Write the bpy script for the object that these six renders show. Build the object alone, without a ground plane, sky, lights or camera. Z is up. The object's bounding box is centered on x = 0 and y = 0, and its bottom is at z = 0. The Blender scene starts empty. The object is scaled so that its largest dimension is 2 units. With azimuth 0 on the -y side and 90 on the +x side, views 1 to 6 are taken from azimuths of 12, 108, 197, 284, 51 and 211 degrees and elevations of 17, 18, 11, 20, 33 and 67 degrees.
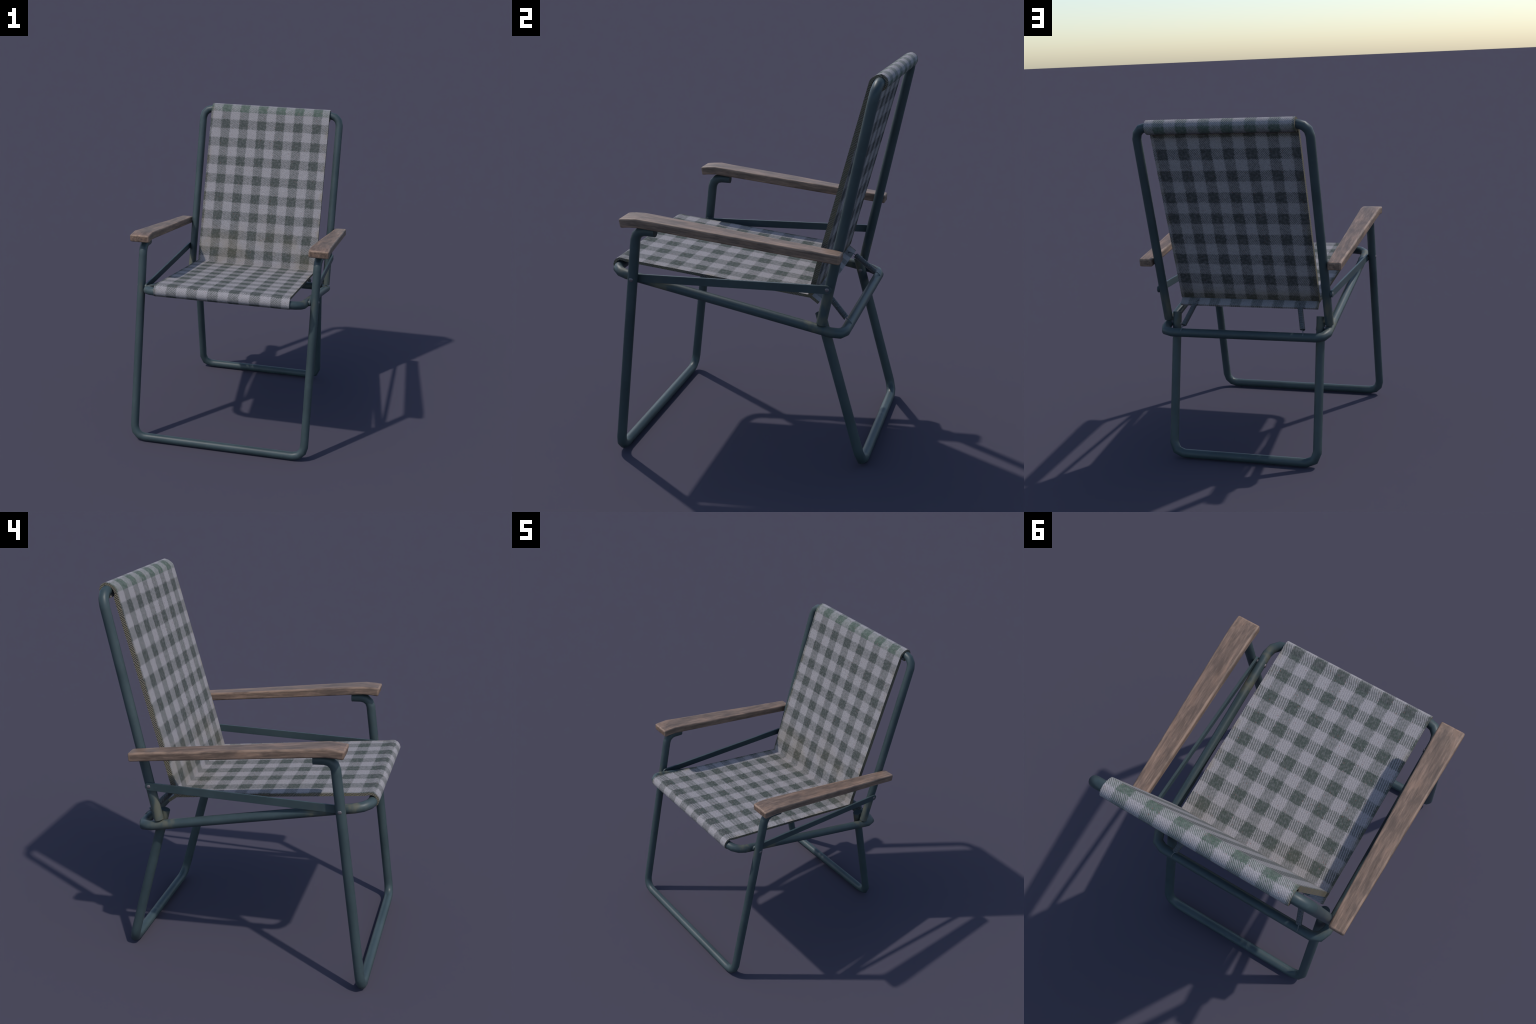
import bpy, bmesh, math, random
from mathutils import Vector, Matrix

random.seed(7)

# ------------------------------------------------------------------ measures
TUBE_R = 0.0256          # radius of every steel tube
FRAME_X = 0.4945         # seat frame and backrest frame side tubes
FRONT_X = 0.555          # front leg frame side tubes
REAR_X = 0.4420          # rear leg frame side tubes
CLOTH_X = 0.4255         # half width of the cloth
CHECK = 0.1312           # gingham repeat

FRONT_BAR = (-0.684, 1.0150)   # (y, z) of the seat frame's front bar
BACK_BAR = (0.513, 0.7485)      # seat frame's rear bar
TOP_BAR = (0.694, 1.9605)      # backrest frame's top bar


def lerp(a, b, t):
    return a + (b - a) * t


def seat_side(y):
    t = (y - FRONT_BAR[0]) / (BACK_BAR[0] - FRONT_BAR[0])
    return lerp(FRONT_BAR[1], BACK_BAR[1], t)


def front_leg_y(z):
    return -0.547 + 0.1635 * (z - 1.006)


def rear_leg_y(z):
    return 0.392 - 0.237 * (z - 0.842)


# ------------------------------------------------------------------ node kit
class Nodes:
    def __init__(self, name):
        self.mat = bpy.data.materials.new(name)
        self.mat.use_nodes = True
        self.t = self.mat.node_tree
        self.bsdf = self.t.nodes["Principled BSDF"]

    def n(self, kind, **kw):
        node = self.t.nodes.new(kind)
        for k, v in kw.items():
            setattr(node, k, v)
        return node

    def plug(self, sock, val):
        if isinstance(val, bpy.types.NodeSocket):
            self.t.links.new(val, sock)
        else:
            sock.default_value = val

    def math(self, op, a, b=0.0, c=None, clamp=False):
        m = self.n("ShaderNodeMath", operation=op, use_clamp=clamp)
        self.plug(m.inputs[0], a)
        self.plug(m.inputs[1], b)
        if c is not None:
            self.plug(m.inputs[2], c)
        return m.outputs[0]

    def mix(self, fac, a, b, blend="MIX"):
        m = self.n("ShaderNodeMix", data_type="RGBA", blend_type=blend)
        self.plug(m.inputs[0], fac)
        for s, v in ((m.inputs[6], a), (m.inputs[7], b)):
            self.plug(s, v if isinstance(v, bpy.types.NodeSocket) else (*v, 1.0))
        return m.outputs[2]

    def step(self, x, lo, hi):
        m = self.n("ShaderNodeMapRange", interpolation_type="SMOOTHSTEP")
        self.plug(m.inputs[0], x)
        m.inputs[1].default_value = lo
        m.inputs[2].default_value = hi
        return m.outputs[0]

    def coords(self):
        c = self.n("ShaderNodeTexCoord")
        return c.outputs["Object"]

    def split(self, v):
        s = self.n("ShaderNodeSeparateXYZ")
        self.plug(s.inputs[0], v)
        return s.outputs

    def noise(self, vec, scale, detail=2.0, rough=0.5, stretch=None):
        if stretch:
            m = self.n("ShaderNodeMapping")
            self.plug(m.inputs[0], vec)
            m.inputs["Scale"].default_value = stretch
            vec = m.outputs[0]
        t = self.n("ShaderNodeTexNoise")
        self.plug(t.inputs["Vector"], vec)
        t.inputs["Scale"].default_value = scale
        t.inputs["Detail"].default_value = detail
        t.inputs["Roughness"].default_value = rough
        return t.outputs["Fac"]

    def bump(self, h, strength, dist):
        b = self.n("ShaderNodeBump")
        b.inputs["Strength"].default_value = strength
        b.inputs["Distance"].default_value = dist
        self.plug(b.inputs["Height"], h)
        self.plug(self.bsdf.inputs["Normal"], b.outputs[0])

    def finish(self, colour, rough, spec=0.5, metallic=0.0):
        self.plug(self.bsdf.inputs["Base Color"],
                  colour if isinstance(colour, bpy.types.NodeSocket) else (*colour, 1))
        self.plug(self.bsdf.inputs["Roughness"], rough)
        self.bsdf.inputs["Specular IOR Level"].default_value = spec
        self.bsdf.inputs["Metallic"].default_value = metallic
        return self.mat


# ----------------------------------------------------------------- materials
def paint_material(name="green_enamel_paint", grimy=0.6):
    k = Nodes(name)
    p = k.coords()
    x, y, z = k.split(p)[:]
    broad = k.noise(p, 5.0, 3.0)
    col = k.mix(k.step(broad, 0.3, 0.7), (0.030, 0.047, 0.052), (0.040, 0.060, 0.065))
    fine = k.noise(p, 60.0, 3.0)
    col = k.mix(k.math("MULTIPLY", k.step(fine, 0.55, 0.75), 0.25), col, (0.055, 0.085, 0.09))
    # olive grime gathered round the joints
    ax = k.math("ABSOLUTE", x)
    total = None
    for (jx, jy, jz, rad) in [(0.493, 0.425, 0.87, 0.15), (0.45, 0.40, 0.80, 0.09),
                              (0.50, -0.60, 1.00, 0.085), (0.50, -0.42, 0.96, 0.08),
                              (0.493, 0.36, 0.795, 0.08)]:
        d = k.n("ShaderNodeVectorMath", operation="DISTANCE")
        cv = k.n("ShaderNodeCombineXYZ")
        k.plug(cv.inputs[0], ax); k.plug(cv.inputs[1], y); k.plug(cv.inputs[2], z)
        k.plug(d.inputs[0], cv.outputs[0])
        d.inputs[1].default_value = (jx, jy, jz)
        m = k.math("SUBTRACT", 1.0, k.math("DIVIDE", d.outputs["Value"], rad), clamp=True)
        total = m if total is None else k.math("MAXIMUM", total, m)
    grime = k.math("MULTIPLY", k.step(total, 0.0, 0.7),
                   k.step(k.noise(p, 16.0, 3.0, stretch=(1.4, 1.4, 0.5)), 0.36, 0.62))
    col = k.mix(k.math("MULTIPLY", grime, grimy), col, (0.125, 0.115, 0.075))
    rough = k.math("ADD", 0.46, k.math("MULTIPLY", grime, 0.2))
    k.bump(k.noise(p, 120.0, 2.0), 0.05, 0.002)
    return k.finish(col, rough, 0.36)


def rivet_material():
    k = Nodes("worn_rivet_steel")
    p = k.coords()
    col = k.mix(k.noise(p, 90.0, 3.0), (0.10, 0.085, 0.095), (0.22, 0.2, 0.21))
    return k.finish(col, 0.42, 0.5, 0.55)


def spring_material():
    k = Nodes("spring_steel")
    p = k.coords()
    col = k.mix(k.noise(p, 70.0, 3.0), (0.075, 0.085, 0.095), (0.14, 0.15, 0.16))
    return k.finish(col, 0.42, 0.5, 0.45)


def cap_material():
    k = Nodes("dark_tube_cap")
    return k.finish((0.018, 0.032, 0.038), 0.6, 0.3)  # flat end caps coloured dark in place of the open tube's inner shade


def wood_material(worn=False):
    k = Nodes("worn_edge_wood" if worn else "weathered_wood")
    p = k.coords()
    x, y, z = k.split(p)[:]
    cv = k.n("ShaderNodeCombineXYZ")        # follow the slope of the arm
    k.plug(cv.inputs[0], x)
    k.plug(cv.inputs[1], y)
    k.plug(cv.inputs[2], k.math("ADD", z, k.math("MULTIPLY", y, 0.1437)))
    p = cv.outputs[0]
    streak = k.noise(p, 1.0, 5.0, 0.6, stretch=(62, 6.5, 62))
    fine = k.noise(p, 1.0, 3.0, 0.6, stretch=(190, 17, 190))
    patch = k.noise(p, 8.0, 4.0, 0.6, stretch=(2.6, 1.0, 2.6))
    s = k.math("ADD", k.math("MULTIPLY", streak, 0.68), k.math("MULTIPLY", fine, 0.32))
    ramp = k.n("ShaderNodeValToRGB")
    k.plug(ramp.inputs[0], s)
    e = ramp.color_ramp.elements
    e[0].position = 0.30; e[0].color = (0.075, 0.049, 0.036, 1)
    e[1].position = 0.74; e[1].color = (0.40, 0.255, 0.175, 1)
    for pos, c in ((0.42, (0.128, 0.086, 0.064)), (0.51, (0.172, 0.115, 0.085)),
                   (0.61, (0.255, 0.165, 0.120))):
        q = e.new(pos); q.color = (*c, 1)
    col = ramp.outputs[0]
    col = k.mix(k.math("MULTIPLY", k.step(patch, 0.50, 0.66), 0.62), col, (0.088, 0.062, 0.049))
    col = k.mix(k.math("MULTIPLY", k.step(patch, 0.48, 0.32), 0.45), col, (0.265, 0.160, 0.108))
    if worn:
        chip = k.step(k.noise(p, 1.0, 3.0, stretch=(30, 9, 30)), 0.36, 0.62)
        col = k.mix(k.math("MULTIPLY", chip, 0.5), col, (0.36, 0.235, 0.165))
    col = k.mix(0.12, col, (0.06, 0.038, 0.030))
    k.bump(s, 0.35, 0.004)
    return k.finish(col, 0.55, 0.35)


def gingham_material(name, frame="flat", offset=0.0, radius=0.04, slant=1, soil=True,
                     crisp=(0.9, 0.5), fresh=False, tint=(1.0, 1.0, 1.0),
                     shift=(0.0, 0.0)):
    """Woven check: at each point the twill line shows either warp or weft,
    and warp and weft each alternate white and green-grey bands."""
    k = Nodes(name)
    p = k.coords()
    x, y, z = k.split(p)[:]
    if frame == "flat":
        v = k.math("ADD", y, offset)
    else:                                   # wound round local X axis
        ang = k.math("ARCTAN2", z, y)
        cut = 0.0 if frame == "wind_full" else math.radians(-130)   # where the strip's ends meet
        ang = k.math("ADD", k.math("FLOORED_MODULO", k.math("SUBTRACT", ang, cut), 2 * math.pi), cut)
        v = k.math("ADD", k.math("MULTIPLY", ang, radius), offset)
    # yarns waver and their dye is uneven
    wob = k.math("MULTIPLY", k.math("SUBTRACT", k.noise(p, 26.0, 2.0), 0.5), 0.010)
    fuzz = k.math("MULTIPLY", k.math("SUBTRACT", k.noise(p, 190.0, 3.0, 0.7), 0.5), 0.030)
    jit = k.math("ADD", wob, fuzz)
    u = k.math("ADD", k.math("SUBTRACT", x, 0.0145 + shift[0]), jit)
    vv = k.math("ADD", k.math("SUBTRACT", v, 0.070 + shift[1] - CHECK / 2), jit)

    def band(c):                            # 1 on dark bands, centre at half repeat
        f = k.math("FRACT", k.math("DIVIDE", c, CHECK))
        d = k.math("ABSOLUTE", k.math("SUBTRACT", f, 0.5))
        return k.step(d, 0.272, 0.222)
    warp, weft = band(u), band(vv)
    sgn = 1.0 if slant > 0 else -1.0
    ph = k.math("ADD", x, k.math("MULTIPLY", v, sgn))
    ph = k.math("ADD", ph, k.math("MULTIPLY", fuzz, 0.16))
    tw = k.math("SINE", k.math("MULTIPLY", ph, 2 * math.pi / 0.0114))
    pick = k.step(tw, -0.6, 0.6)
    pa = k.math("ADD", 0.5 - 0.5 * crisp[0], k.math("MULTIPLY", pick, crisp[0]))
    pb = k.math("SUBTRACT", 0.5 + 0.5 * crisp[1], k.math("MULTIPLY", pick, crisp[1]))
    dark = k.math("ADD", k.math("MULTIPLY", warp, pa), k.math("MULTIPLY", weft, pb), clamp=True)
    dark = k.math("MAXIMUM", dark, k.math("MULTIPLY", warp, weft))
    grain = k.step(k.noise(p, 150.0, 4.0, 0.75), 0.30, 0.70)
    mottle = k.step(k.noise(p, 75.0, 4.0, 0.78), 0.30, 0.70)
    white = k.mix(grain, (0.248, 0.231, 0.240), (0.352, 0.330, 0.340))
    low, high = ((0.042, 0.060, 0.048), (0.108, 0.146, 0.118)) if fresh else \
                ((0.033, 0.038, 0.035), (0.084, 0.096, 0.089))
    low = tuple(a * b for a, b in zip(low, tint))
    high = tuple(a * b for a, b in zip(high, tint))
    green = k.mix(grain, low, high)
    dark = k.math("ADD", k.math("MULTIPLY", dark, 0.95),
                  k.math("MULTIPLY", k.math("SUBTRACT", mottle, 0.52),
                         k.math("ADD", 0.10, k.math("MULTIPLY", k.math("MAXIMUM", warp, weft), 0.38))),
                  clamp=True)
    col = k.mix(dark, white, green)
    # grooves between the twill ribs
    groove = k.step(tw, -0.15, -0.85)
    col = k.mix(k.math("MULTIPLY", groove, 0.30), col, (0.060, 0.062, 0.062))
    # stray red threads
    vor = k.n("ShaderNodeTexVoronoi")
    k.plug(vor.inputs["Vector"], p)
    vor.inputs["Scale"].default_value = 62.0
    fleck = k.step(vor.outputs["Distance"], 0.22, 0.10)
    rnd = k.split(vor.outputs["Color"])[0]
    fleck = k.math("MULTIPLY", fleck, k.step(rnd, 0.78, 0.82))
    col = k.mix(k.math("MULTIPLY", fleck, 0.55), col, (0.20, 0.085, 0.075))
    # yellow-brown soiling along the edges and in patches
    edge = k.step(k.math("ABSOLUTE", x), CLOTH_X - 0.034, CLOTH_X - 0.002)
    blot = k.noise(p, 11.0, 3.0)
    soilm = k.math("MULTIPLY", edge, k.step(blot, 0.42, 0.62))
    if soil in ("low", "faint"):
        low = k.step(v, 0.48 if soil == "low" else 0.22, 0.02)
        patch = k.math("MULTIPLY", low, k.step(k.noise(p, 4.5, 3.0), 0.38, 0.66))
        soilm = k.math("MAXIMUM", soilm, k.math("MULTIPLY", patch, 0.9 if soil == "low" else 0.5))
    if soil == "rear":                      # grime gathers under the hem and above the flap
        bandm = k.math("MAXIMUM", k.step(v, 1.00, 1.05), k.step(v, 0.09, 0.02))
        bandm = k.math("MULTIPLY", bandm, k.step(k.noise(p, 7.0, 3.0), 0.25, 0.55))
        soilm = k.math("MAXIMUM", soilm, k.math("MULTIPLY", bandm, 0.9))
    col = k.mix(k.math("MULTIPLY", soilm, 0.55), col,
                k.mix(dark, (0.225, 0.190, 0.140), (0.085, 0.076, 0.050)))
    k.bump(k.math("ADD", k.math("MULTIPLY", tw, 0.5), grain), 0.45, 0.0016)
    return k.finish(col, 0.92, 0.12)


def cloth_edge_material():
    k = Nodes("cloth_cut_edge")
    p = k.coords()
    x, y, z = k.split(p)[:]
    ph = k.math("ADD", y, k.math("MULTIPLY", z, 1.2))
    tw = k.math("SINE", k.math("MULTIPLY", k.math("ADD", ph, k.math("MULTIPLY", k.noise(p, 28.0, 3.0), 0.030)),
                               2 * math.pi / 0.0135))
    col = k.mix(k.step(tw, -0.7, 0.7), (0.095, 0.085, 0.070), (0.172, 0.153, 0.128))
    patch = k.step(k.noise(p, 14.0, 3.0), 0.36, 0.60)
    col = k.mix(k.math("MULTIPLY", patch, 0.85), col, (0.148, 0.129, 0.090))
    k.bump(tw, 0.5, 0.002)
    return k.finish(col, 0.9, 0.1)


PAINT = paint_material()
PAINT_CLEAN = paint_material("clean_enamel_paint", 0.12)
CAP_DARK = cap_material()
RIVET = rivet_material()
STEEL = spring_material()
WOOD = wood_material()
WOOD_WORN = wood_material(True)
EDGE = cloth_edge_material()

# -------------------------------------------------------------------- chair
chair = bpy.data.objects.new("folding_chair", None)
bpy.context.scene.collection.objects.link(chair)
chair["label"] = "folding garden chair with green tubes and checked cloth"
chair["category"] = "chair"


def add(name, mesh, mats, parent=chair, matrix=None):
    for m in mats:
        mesh.materials.append(m)
    ob = bpy.data.objects.new(name, mesh)
    bpy.context.scene.collection.objects.link(ob)
    ob.parent = parent
    if matrix is not None:
        ob.matrix_world = matrix
    return ob


def to_mesh(name, bm, split=50):
    """Write the bmesh out; sharp edges are split so that shading stays clean."""
    bmesh.ops.recalc_face_normals(bm, faces=bm.faces)
    if split:
        hard = [e for e in bm.edges if len(e.link_faces) == 2
                and e.calc_face_angle() > math.radians(split)]
        bmesh.ops.split_edges(bm, edges=hard)
    me = bpy.data.meshes.new(name)
    bm.to_mesh(me)
    bm.free()
    return me


def rounded_path(points, bends):
    """Replace each inner corner by an arc: bends[i] = (radius, segments)."""
    pts = [Vector(p) for p in points]
    out = [pts[0]]
    for i in range(1, len(pts) - 1):
        r, seg = bends[i - 1]
        a = (pts[i - 1] - pts[i]).normalized()
        b = (pts[i + 1] - pts[i]).normalized()
        half = a.angle(b) / 2
        cut = r / math.tan(half)
        centre = pts[i] + (a + b).normalized() * (r / math.sin(half))
        s, e = pts[i] + a * cut - centre, pts[i] + b * cut - centre
        sweep = s.angle(e)
        axis = s.cross(e).normalized()
        for j in range(seg + 1):
            out.append(centre + Matrix.Rotation(sweep * j / seg, 3, axis) @ s)
    out.append(pts[-1])
    # support rings close to the bends keep the straight runs evenly shaded
    full = [out[0]]
    for a, b in zip(out[:-1], out[1:]):
        d = b - a
        if d.length > 0.12:
            full += [a + d.normalized() * 0.02, b - d.normalized() * 0.02]
        full.append(b)
    return full


def sweep_tube(bm, path, radius, sides=18, closed=False, cap_mat=0, bore=0.0):
    """Mitred sweep of a round section along a polyline."""
    path = [Vector(p) for p in path]
    n = len(path)
    seg = lambda i: (path[(i + 1) % n] - path[i % n]).normalized()
    t0 = seg(0)
    ref = Vector((0, 0, 1)) if abs(t0.z) < 0.9 else Vector((1, 0, 0))
    a = t0.cross(ref).normalized()
    b = t0.cross(a).normalized()
    if closed:
        start = (path[0] + path[1]) / 2
        stops = [start] + path[1:] + [path[0]]
        tin = [seg(i) for i in range(n)] + [seg(0)]
    else:
        start, stops = path[0], path
    rings = []
    ring = [start + (a * math.cos(q) + b * math.sin(q)) * radius
            for q in (2 * math.pi * i / sides for i in range(sides))]
    rings.append([bm.verts.new(p) for p in ring])
    for i in range(1, len(stops)):
        d = (stops[i] - stops[i - 1]).normalized()
        if i + 1 < len(stops):
            nrm = (d + (stops[i + 1] - stops[i]).normalized()).normalized()
        elif closed:
            nrm = (d + (start - stops[i]).normalized()).normalized()
        else:
            nrm = d
        ring = [p + d * ((stops[i] - p).dot(nrm) / d.dot(nrm)) for p in ring]
        rings.append([bm.verts.new(p) for p in ring])
    pairs = list(zip(rings[:-1], rings[1:]))
    if closed:
        pairs.append((rings[-1], rings[0]))
    for r0, r1 in pairs:
        for i in range(sides):
            f = bm.faces.new((r0[i], r0[(i + 1) % sides], r1[(i + 1) % sides], r1[i]))
            f.smooth = True
    if not closed:
        for r, inward in ((rings[0], t0), (rings[-1], (stops[-2] - stops[-1]).normalized())):
            c = sum((w.co for w in r), Vector()) / sides
            if bore:
                inner = [bm.verts.new(c + (w.co - c) * bore) for w in r]
                deep = [bm.verts.new(w.co + inward * radius * 0.25) for w in inner]
                for i in range(sides):
                    j = (i + 1) % sides
                    bm.faces.new((r[i], r[j], inner[j], inner[i]))
                    g = bm.faces.new((inner[i], inner[j], deep[j], deep[i]))
                    g.material_index = cap_mat
                bm.faces.new(deep).material_index = cap_mat
            else:
                bm.faces.new(r).material_index = cap_mat
    return rings


def tube_object(name, path, radius=TUBE_R, closed=False, **kw):
    bm = bmesh.new()
    sweep_tube(bm, path, radius, closed=closed, cap_mat=1, **kw)
    return add(name, to_mesh(name, bm), [PAINT, CAP_DARK])


# ---- front leg frame: one U-shaped tube, its tops bent back under the arms
ZL = TUBE_R + 0.0003
Z_STUB = 1.258
stub_tip = (-0.401, Z_STUB - 0.0065)
top_y = front_leg_y(Z_STUB)
pts = [(FRONT_X + 0.006, stub_tip[0], stub_tip[1]), (FRONT_X + 0.002, top_y, Z_STUB),
       (FRONT_X, front_leg_y(ZL), ZL), (-FRONT_X, front_leg_y(ZL), ZL),
       (-FRONT_X - 0.002, top_y, Z_STUB), (-FRONT_X - 0.006, stub_tip[0], stub_tip[1])]
tube_object("front_leg", rounded_path(pts, [(0.055, 3), (0.068, 3), (0.068, 3), (0.055, 3)]))

# ---- rear leg frame
zt = 0.842
pts = [(REAR_X, rear_leg_y(zt), zt), (REAR_X - 0.003, rear_leg_y(ZL), ZL),
       (-REAR_X + 0.003, rear_leg_y(ZL), ZL), (-REAR_X, rear_leg_y(zt), zt)]
tube_object("rear_leg", rounded_path(pts, [(0.062, 2), (0.062, 2)]))

# ---- seat frame: closed ring of tube
pts = [Vector((0, *FRONT_BAR)), Vector((FRAME_X, *FRONT_BAR)), Vector((FRAME_X, *BACK_BAR)),
       Vector((-FRAME_X, *BACK_BAR)), Vector((-FRAME_X, *FRONT_BAR)), Vector((0, *FRONT_BAR))]
ring = rounded_path(pts, [(0.079, 3), (0.060, 2), (0.060, 2), (0.079, 3)])
tube_object("seat_frame", ring[:-1], closed=True)

# ---- backrest frame: inverted U standing on the seat frame
foot = (0.409, 0.803)
pts = [(FRAME_X, *foot), (FRAME_X, *TOP_BAR), (-FRAME_X, *TOP_BAR), (-FRAME_X, *foot)]
tube_object("backrest_frame", rounded_path(pts, [(0.065, 3), (0.065, 3)]))

# ------------------------------------------------------------------ armrests
def armrest_mesh(side):
    # stations along the arm: y, top z, inner x, outer x
    stations = [(-0.5635, 1.331, 0.503, 0.6285), (-0.520, 1.3345, 0.503, 0.6285),
                (-0.472, 1.3345, 0.5037, 0.628), (-0.40, 1.3245, 0.505, 0.626),
                (-0.20, 1.2955, 0.509, 0.621), (0.0, 1.2665, 0.513, 0.616),
                (0.2, 1.2375, 0.517, 0.611), (0.4, 1.2090, 0.521, 0.606),
                (0.5350, 1.1895, 0.5235, 0.603)]
    thick = 0.047
    rnd = random.Random(11 + side)
    bm = bmesh.new()
    rows = []
    for i, (y, zt, xi, xo) in enumerate(stations):
        dz = [rnd.uniform(-0.0012, 0.0012) for _ in range(2)]
        yb = y + (0.006 if i == 0 else (-0.004 if i == len(stations) - 1 else 0.0))
        rows.append([bm.verts.new((side * xi, y, zt + dz[0])),
                     bm.verts.new((side * xo, y, zt + dz[1])),
                     bm.verts.new((side * xo, yb, zt - thick)),
                     bm.verts.new((side * xi, yb, zt - thick))])
    for r0, r1 in zip(rows[:-1], rows[1:]):
        for i in range(4):
            bm.faces.new((r0[i], r0[(i + 1) % 4], r1[(i + 1) % 4], r1[i]))
    bm.faces.new(rows[0])
    bm.faces.new(rows[-1][::-1])
    bmesh.ops.recalc_face_normals(bm, faces=bm.faces)
    bm.edges.ensure_lookup_table()
    sharp = [e for e in bm.edges if len(e.link_faces) == 2 and e.calc_face_angle() > 0.9]
    bmesh.ops.bevel(bm, geom=sharp, offset=0.0105, segments=3, profile=0.6,
                    affect="EDGES", material=1, clamp_overlap=True)
    for f in bm.faces:
        f.smooth = True
    me = to_mesh("armrest", bm, split=0)
    return me


for side in (1, -1):
    me = armrest_mesh(side)
    arm = add("armrest", me, [WOOD, WOOD_WORN])
    mod = arm.modifiers.new("weighted", "WEIGHTED_NORMAL")
    mod.keep_sharp = True


# --------------------------------------------------------- braces and rivets
def brace_mesh(side):
    """Flat bar with rounded ends from the front leg bolt to the backrest bolt."""
    a, b = Vector((0, -0.547, 0.9945)), Vector((0, 0.451, 0.9925))
    d = (b - a).normalized()
    up = Vector((0, -d.z, d.y))
    h = 0.0205
    outline = []
    for j in range(9):
        q = math.pi / 2 - math.pi * j / 8
        outline.append(b + (d * math.cos(q) + up * math.sin(q)) * h)
    for j in range(9):
        q = -math.pi / 2 - math.pi * j / 8
        outline.append(a + (d * math.cos(q) + up * math.sin(q)) * h)
    bm = bmesh.new()
    x0, x1 = 0.5185, 0.5312
    v0 = [bm.verts.new((side * x0, p.y, p.z)) for p in outline]
    v1 = [bm.verts.new((side * x1, p.y, p.z)) for p in outline]
    bm.faces.new(v0)
    bm.faces.new(v1)
    n = len(outline)
    for i in range(n):
        bm.faces.new((v0[i], v0[(i + 1) % n], v1[(i + 1) % n], v1[i]))
    bmesh.ops.recalc_face_normals(bm, faces=bm.faces)
    rim = [e for e in bm.edges if e.calc_face_angle() > 1.2]
    bmesh.ops.bevel(bm, geom=rim, offset=0.0016, segments=2, affect="EDGES")
    return to_mesh("brace", bm)


for side in (1, -1):
    add("brace", brace_mesh(side), [PAINT_CLEAN])


def stud_mesh(name, radius, length, dome):
    """Short pin along +X with a domed head."""
    prof = [(0.0, radius), (length - dome, radius), (length - dome * 0.45, radius * 0.88),
            (length - dome * 0.1, radius * 0.55), (length, 0.0001)]
    bm = bmesh.new()
    rings = []
    for x, r in prof:
        rings.append([bm.verts.new((x, r * math.cos(q), r * math.sin(q)))
                      for q in (2 * math.pi * i / 16 for i in range(16))])
    for r0, r1 in zip(rings[:-1], rings[1:]):
        for i in range(16):
            f = bm.faces.new((r0[i], r0[(i + 1) % 16], r1[(i + 1) % 16], r1[i]))
            f.smooth = True
    bm.faces.new(rings[0])
    bm.faces.new(rings[-1])
    return to_mesh(name, bm)


rivet = stud_mesh("rivet", 0.0112, 0.011, 0.004)
pin = stud_mesh("pivot_pin", 0.0105, 0.030, 0.004)
for m in (rivet,):
    m.materials.append(RIVET)
pin.materials.append(RIVET)


def place(name, mesh, loc, outward):
    ob = bpy.data.objects.new(name, mesh)
    bpy.context.scene.collection.objects.link(ob)
    ob.parent = chair
    ob.location = loc
    if outward < 0:
        ob.rotation_euler = (0, 0, math.pi)
    return ob


for side in (1, -1):
    # outer head on the front leg, on the brace's rear end, and the inner ends
    place("rivet", rivet, (side * (FRONT_X + TUBE_R - 0.008), -0.547, 1.001), side)
    place("rivet", rivet, (side * (0.5305 - 0.008), 0.451, 0.9925), side)
    place("rivet", rivet, (side * (FRAME_X - TUBE_R + 0.007), -0.547, seat_side(-0.547)), -side)
    place("rivet", rivet, (side * (REAR_X - TUBE_R + 0.008), 0.408, 0.772), -side)
    # pins that hold neighbouring tubes together
    place("pivot_pin", pin, (side * 0.512, -0.547, 0.993), side)
    place("pivot_pin", pin, (side * 0.450, 0.408, 0.780), side)
    place("pivot_pin", pin, (side * 0.505, 0.496, 1.168), side)


# --------------------------------------------------------------------- cloth
def plane_frame(origin, along):
    """Local X across the chair, local Y along the cloth, local Z out of it."""
    x = Vector((1, 0, 0))
    y = Vector(along).normalized()
    z = x.cross(y)
    m = Matrix((x, y, z)).transposed().to_4x4()
    m.translation = Vector(origin)
    return m


def slab_mesh(name, profile, inset=0.0, across=28):
    """Extrude a closed (y, z) outline across the chair; slots: 0 front face,
    1 rear face, 2 cut side edges."""
    bm = bmesh.new()
    cols = []
    for i in range(across + 1):
        x = lerp(-CLOTH_X + inset, CLOTH_X - inset, i / across)
        cols.append([bm.verts.new((x, y, z)) for y, z, s in profile])
    n = len(profile)
    for c0, c1 in zip(cols[:-1], cols[1:]):
        for i in range(n):
            f = bm.faces.new((c0[i], c0[(i + 1) % n], c1[(i + 1) % n], c1[i]))
            f.material_index = profile[i][2]
            f.smooth = True
    for c in (cols[0], cols[-1]):
        f = bm.faces.new(c)
        f.material_index = 2
    bmesh.ops.triangulate(bm, faces=[f for f in bm.faces if len(f.verts) > 4])
    me = to_mesh(name, bm)
    return me


CREASE = (0.3285, 0.925)
FOLD_TOP = (0.647, 1.973)
SEAT_FOLD = (-0.645, 1.0565)

# backrest panel: a doubled sheet
d_back = Vector((0, FOLD_TOP[0] - CREASE[0], FOLD_TOP[1] - CREASE[1]))
FULL_back = d_back.length
L_back = FULL_back - 0.020
T_back = 0.0245
steps = 24
SAG = [(-0.02, 0.0), (0.0, 0.0005), (0.17, 0.0030), (0.45, 0.0024), (0.8, 0.0012), (1.1, 0.0)]


def sag(v):
    """The pulled cloth bows forward a few millimetres, most near the seat."""
    for (v0, s0), (v1, s1) in zip(SAG[:-1], SAG[1:]):
        if v <= v1:
            return lerp(s0, s1, max(0.0, (v - v0) / (v1 - v0)))
    return 0.0


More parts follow.
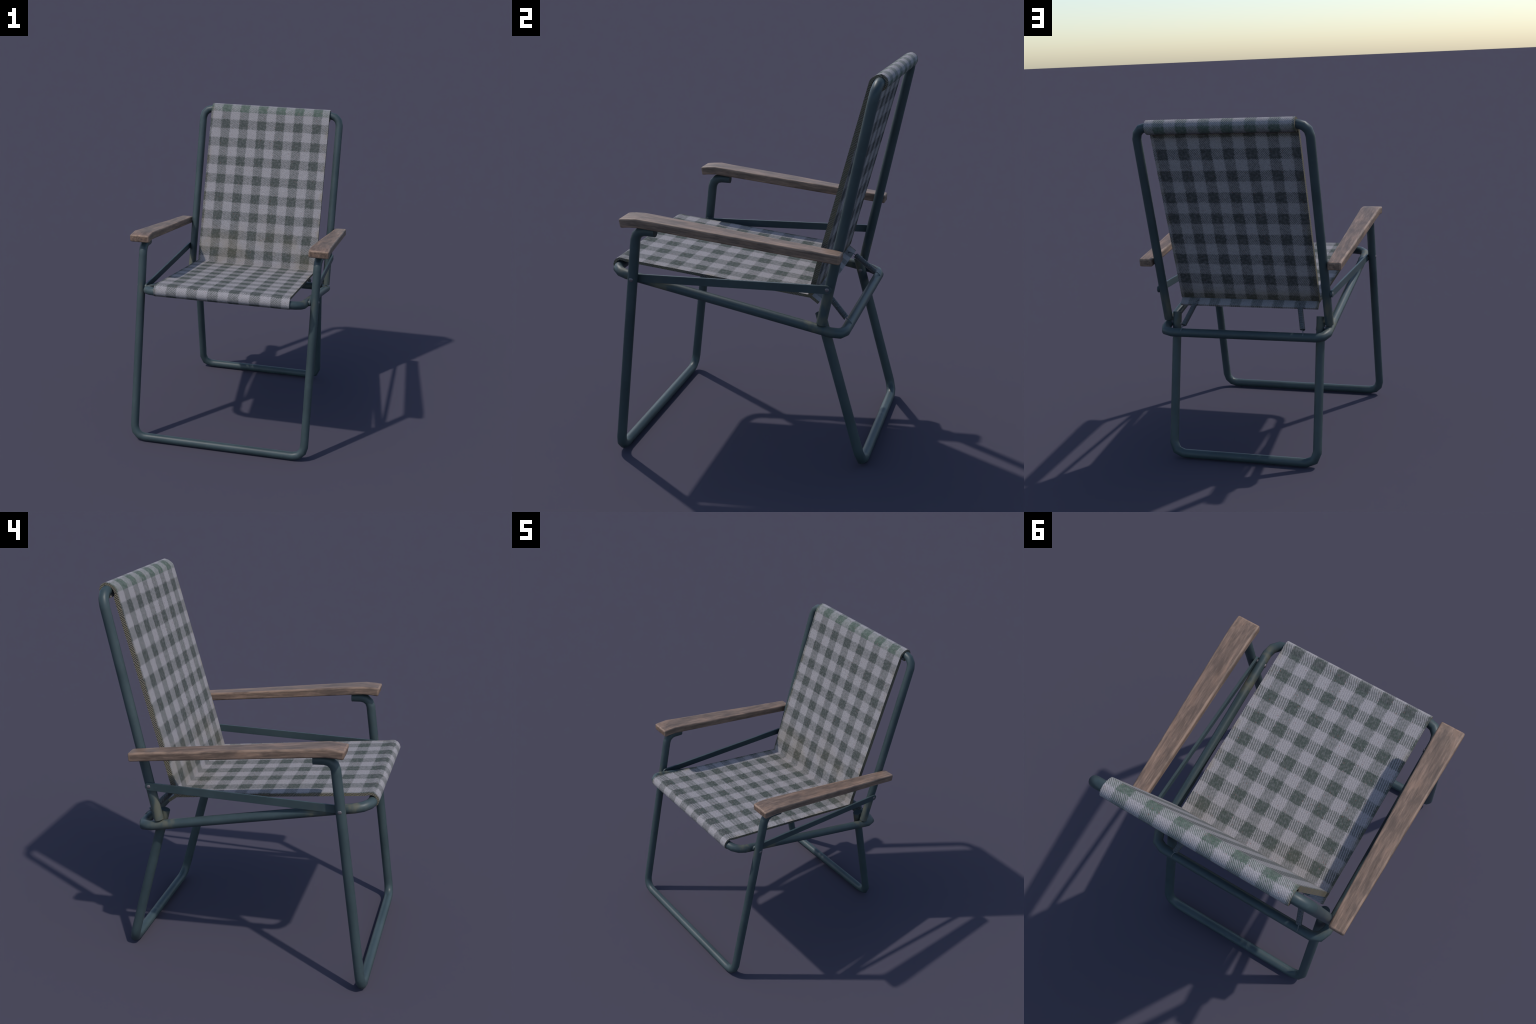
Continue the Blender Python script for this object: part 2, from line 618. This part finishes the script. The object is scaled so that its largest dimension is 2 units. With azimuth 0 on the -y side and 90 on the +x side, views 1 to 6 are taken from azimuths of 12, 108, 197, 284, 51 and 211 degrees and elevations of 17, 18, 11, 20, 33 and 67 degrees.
front = [(lerp(-0.012, L_back, i / steps), 0, 0) for i in range(steps)]
front = [(v, sag(v), 0) for v, z, m in front]
rear = [(v, -T_back + 0.4 * sag(v), 1) for v in (L_back - 0.022, 0.8, 0.6, 0.4, 0.2, 0.010)]
prof = front + [(L_back, 0.0, 1), (L_back, -0.012, 1)] + rear + [(-0.012, -0.012, 1)]
# the local Z of this frame must face forward (-y): along = up, X across -> Z = X x Y
m_back = plane_frame((0, *CREASE), d_back)
G_BACK = gingham_material("checked_cloth_back_front", slant=1, soil="low")
G_BACK_REAR = gingham_material("checked_cloth_back_rear", slant=-1, soil="rear", crisp=(0.9, 0.9),
                               tint=(0.88, 0.80, 0.86), shift=(0.034, CHECK / 2))

# X x Y for Y=(0,.3,.95) is (0,-.95,.3): forward and up, so the front face is z = 0
add("backrest_cloth", slab_mesh("backrest_cloth", prof), [G_BACK, G_BACK_REAR, EDGE], matrix=m_back)

# seat panel
d_seat = Vector((0, SEAT_FOLD[0] - CREASE[0], SEAT_FOLD[1] - CREASE[1]))
L_seat = d_seat.length
T_seat = 0.0155
prof = [(lerp(-0.004, L_seat, i / steps), 0.0, 0) for i in range(steps)]
prof += [(L_seat, 0.0, 1), (L_seat, T_seat, 1), (-0.010, T_seat, 1)]
# along points forward, so X x Y points down: thickness is +z
m_seat = plane_frame((0, *CREASE), d_seat)
G_SEAT = gingham_material("checked_cloth_seat", slant=-1, soil="faint", crisp=(0.40, 0.88), tint=(1.0, 1.07, 1.02))
G_SEAT_LOW = gingham_material("checked_cloth_seat_underside", slant=1, soil=True)
add("seat_cloth", slab_mesh("seat_cloth", prof, 0.0012), [G_SEAT, G_SEAT_LOW, EDGE], matrix=m_seat)


def strip_profile(outer, inner):
    """Closed outline from an outer run and an inner run of (y, z) points."""
    return [(y, z, 0) for y, z in outer[:-1]] + [(*outer[-1], 1)] + \
           [(y, z, 1) for y, z in reversed(inner)]


def roll(name, centre, outer, inner, mats):
    rel = lambda pts: [(y - centre[0], z - centre[1]) for y, z in pts]
    me = slab_mesh(name, strip_profile(rel(outer), rel(inner)), 0.0004)
    return add(name, me, mats, matrix=Matrix.Translation((0, *centre)))


# cloth wound over the top bar, its tail tucked in below
oy, oz = TOP_BAR
HEM_START = (lerp(CREASE[0], FOLD_TOP[0], L_back / FULL_back),
             lerp(CREASE[1], FOLD_TOP[1], L_back / FULL_back))
top_outer = [HEM_START, (FOLD_TOP[0] - 0.0018, FOLD_TOP[1] - 0.006), (0.6505, 1.9765), (0.662, 1.986), (0.678, 1.9955), (0.701, 2.000), (0.717, 1.9935),
             (0.7295, 1.981), (0.7335, 1.966), (0.732, 1.951), (0.723, 1.935), (0.709, 1.924),
             (0.690, 1.919), (0.674, 1.9275)]
top_inner = [(HEM_START[0] + 0.014, HEM_START[1] - 0.003), (0.658, 1.958), (0.661, 1.964), (0.664, 1.968), (0.669, 1.974), (0.682, 1.9825), (0.699, 1.9858), (0.709, 1.983),
             (0.717, 1.974), (0.7195, 1.965), (0.7185, 1.955), (0.713, 1.944), (0.704, 1.937),
             (0.691, 1.9335), (0.682, 1.940)]
# arc length grows over the top and down the rear: angle runs clockwise seen from +x,
# so the winding coordinate is minus the angle about the bar
ang0 = math.atan2(FOLD_TOP[1] - oz, FOLD_TOP[0] - oy)
off = FULL_back + 0.0405 * ang0
G_TOP = gingham_material("checked_cloth_top_roll", "wind", off + 0.010, -0.0405, slant=1, fresh=True)
G_TOP_IN = gingham_material("checked_cloth_top_lining", "wind", off, -0.0405, slant=-1)
roll("backrest_hem", TOP_BAR, top_outer, top_inner, [G_TOP, G_TOP_IN, EDGE])

# cloth wound over the seat's front bar
fy, fz = FRONT_BAR
front_outer = [SEAT_FOLD, (-0.664, 1.0615), (-0.681, 1.0630), (-0.698, 1.0555), (-0.710, 1.042),
               (-0.7165, 1.024), (-0.712, 1.006), (-0.703, 0.995), (-0.692, 0.988)]
front_inner = [(SEAT_FOLD[0] + 0.002, SEAT_FOLD[1] - T_seat), (-0.664, 1.0475), (-0.679, 1.0485),
               (-0.691, 1.044), (-0.699, 1.035), (-0.7035, 1.024), (-0.701, 1.0125),
               (-0.695, 1.0045), (-0.686, 0.9985)]
ang0 = math.atan2(SEAT_FOLD[1] - fz, SEAT_FOLD[0] - fy)
G_FRONT = gingham_material("checked_cloth_front_roll", "wind_full", L_seat - 0.0395 * ang0, 0.0395, slant=-1)
G_FRONT_IN = gingham_material("checked_cloth_front_lining", "wind_full", L_seat - 0.0395 * ang0, 0.0395, slant=1)
roll("seat_hem", FRONT_BAR, front_outer, front_inner, [G_FRONT, G_FRONT_IN, EDGE])

# rear flap below the crease, pulled back by the springs
m_flap = plane_frame((0, 0.344, 0.9215), (0, 0.041, -0.0325))
prof = [(0.0, 0.0, 0), (0.052, 0.0, 1), (0.052, -0.0155, 1), (-0.016, -0.0155, 1)]
G_FLAP = gingham_material("checked_cloth_flap", offset=-0.022, slant=-1)
add("spring_flap", slab_mesh("spring_flap", prof, 0.0026), [G_FLAP, G_FLAP, EDGE], matrix=m_flap)


# ------------------------------------------------------------------- springs
def spring_parts(side):
    top, bot = Vector((0.324, 0.404, 0.893)), Vector((0.361, 0.503, 0.791))
    axis = (bot - top)
    L = axis.length
    axis.normalize()
    a = axis.cross(Vector((1, 0, 0))).normalized()
    b = axis.cross(a)
    turns, wire, R = 23, 0.0030, 0.0128
    path = []
    N = turns * 14
    for i in range(N + 1):
        q = 2 * math.pi * turns * i / N
        path.append(top + axis * (L * i / N) + (a * math.cos(q) + b * math.sin(q)) * R)
    mir = lambda p: Vector((side * p.x, p.y, p.z))
    bm = bmesh.new()
    sweep_tube(bm, [mir(p) for p in path], wire, sides=7)
    # filler cylinder added inside the spring so that no light passes between the coils
    sweep_tube(bm, [mir(top + axis * 0.002), mir(bot - axis * 0.002)], R - 0.001, sides=14)
    coil = to_mesh("spring", bm)
    ob = add("spring", coil, [STEEL])
    for pts in ([bot - axis * 0.004, bot + axis * 0.008, bot + axis * 0.016 + Vector((0.001, 0.004, 0.004)),
                 Vector((0.3675, 0.520, 0.7795)), Vector((0.3685, 0.5285, 0.7725)),
                 Vector((0.369, 0.534, 0.763))],
                [top + axis * 0.004, top - axis * 0.010, Vector((0.3165, 0.386, 0.908)),
                 Vector((0.314, 0.374, 0.9125)), Vector((0.312, 0.364, 0.909)), Vector((0.311, 0.360, 0.900))]):
        bm = bmesh.new()
        sweep_tube(bm, [mir(p) for p in pts], 0.0024, sides=8)
        add("hook", to_mesh("hook", bm), [STEEL], parent=ob)


for side in (1, -1):
    spring_parts(side)

bpy.context.view_layer.update()
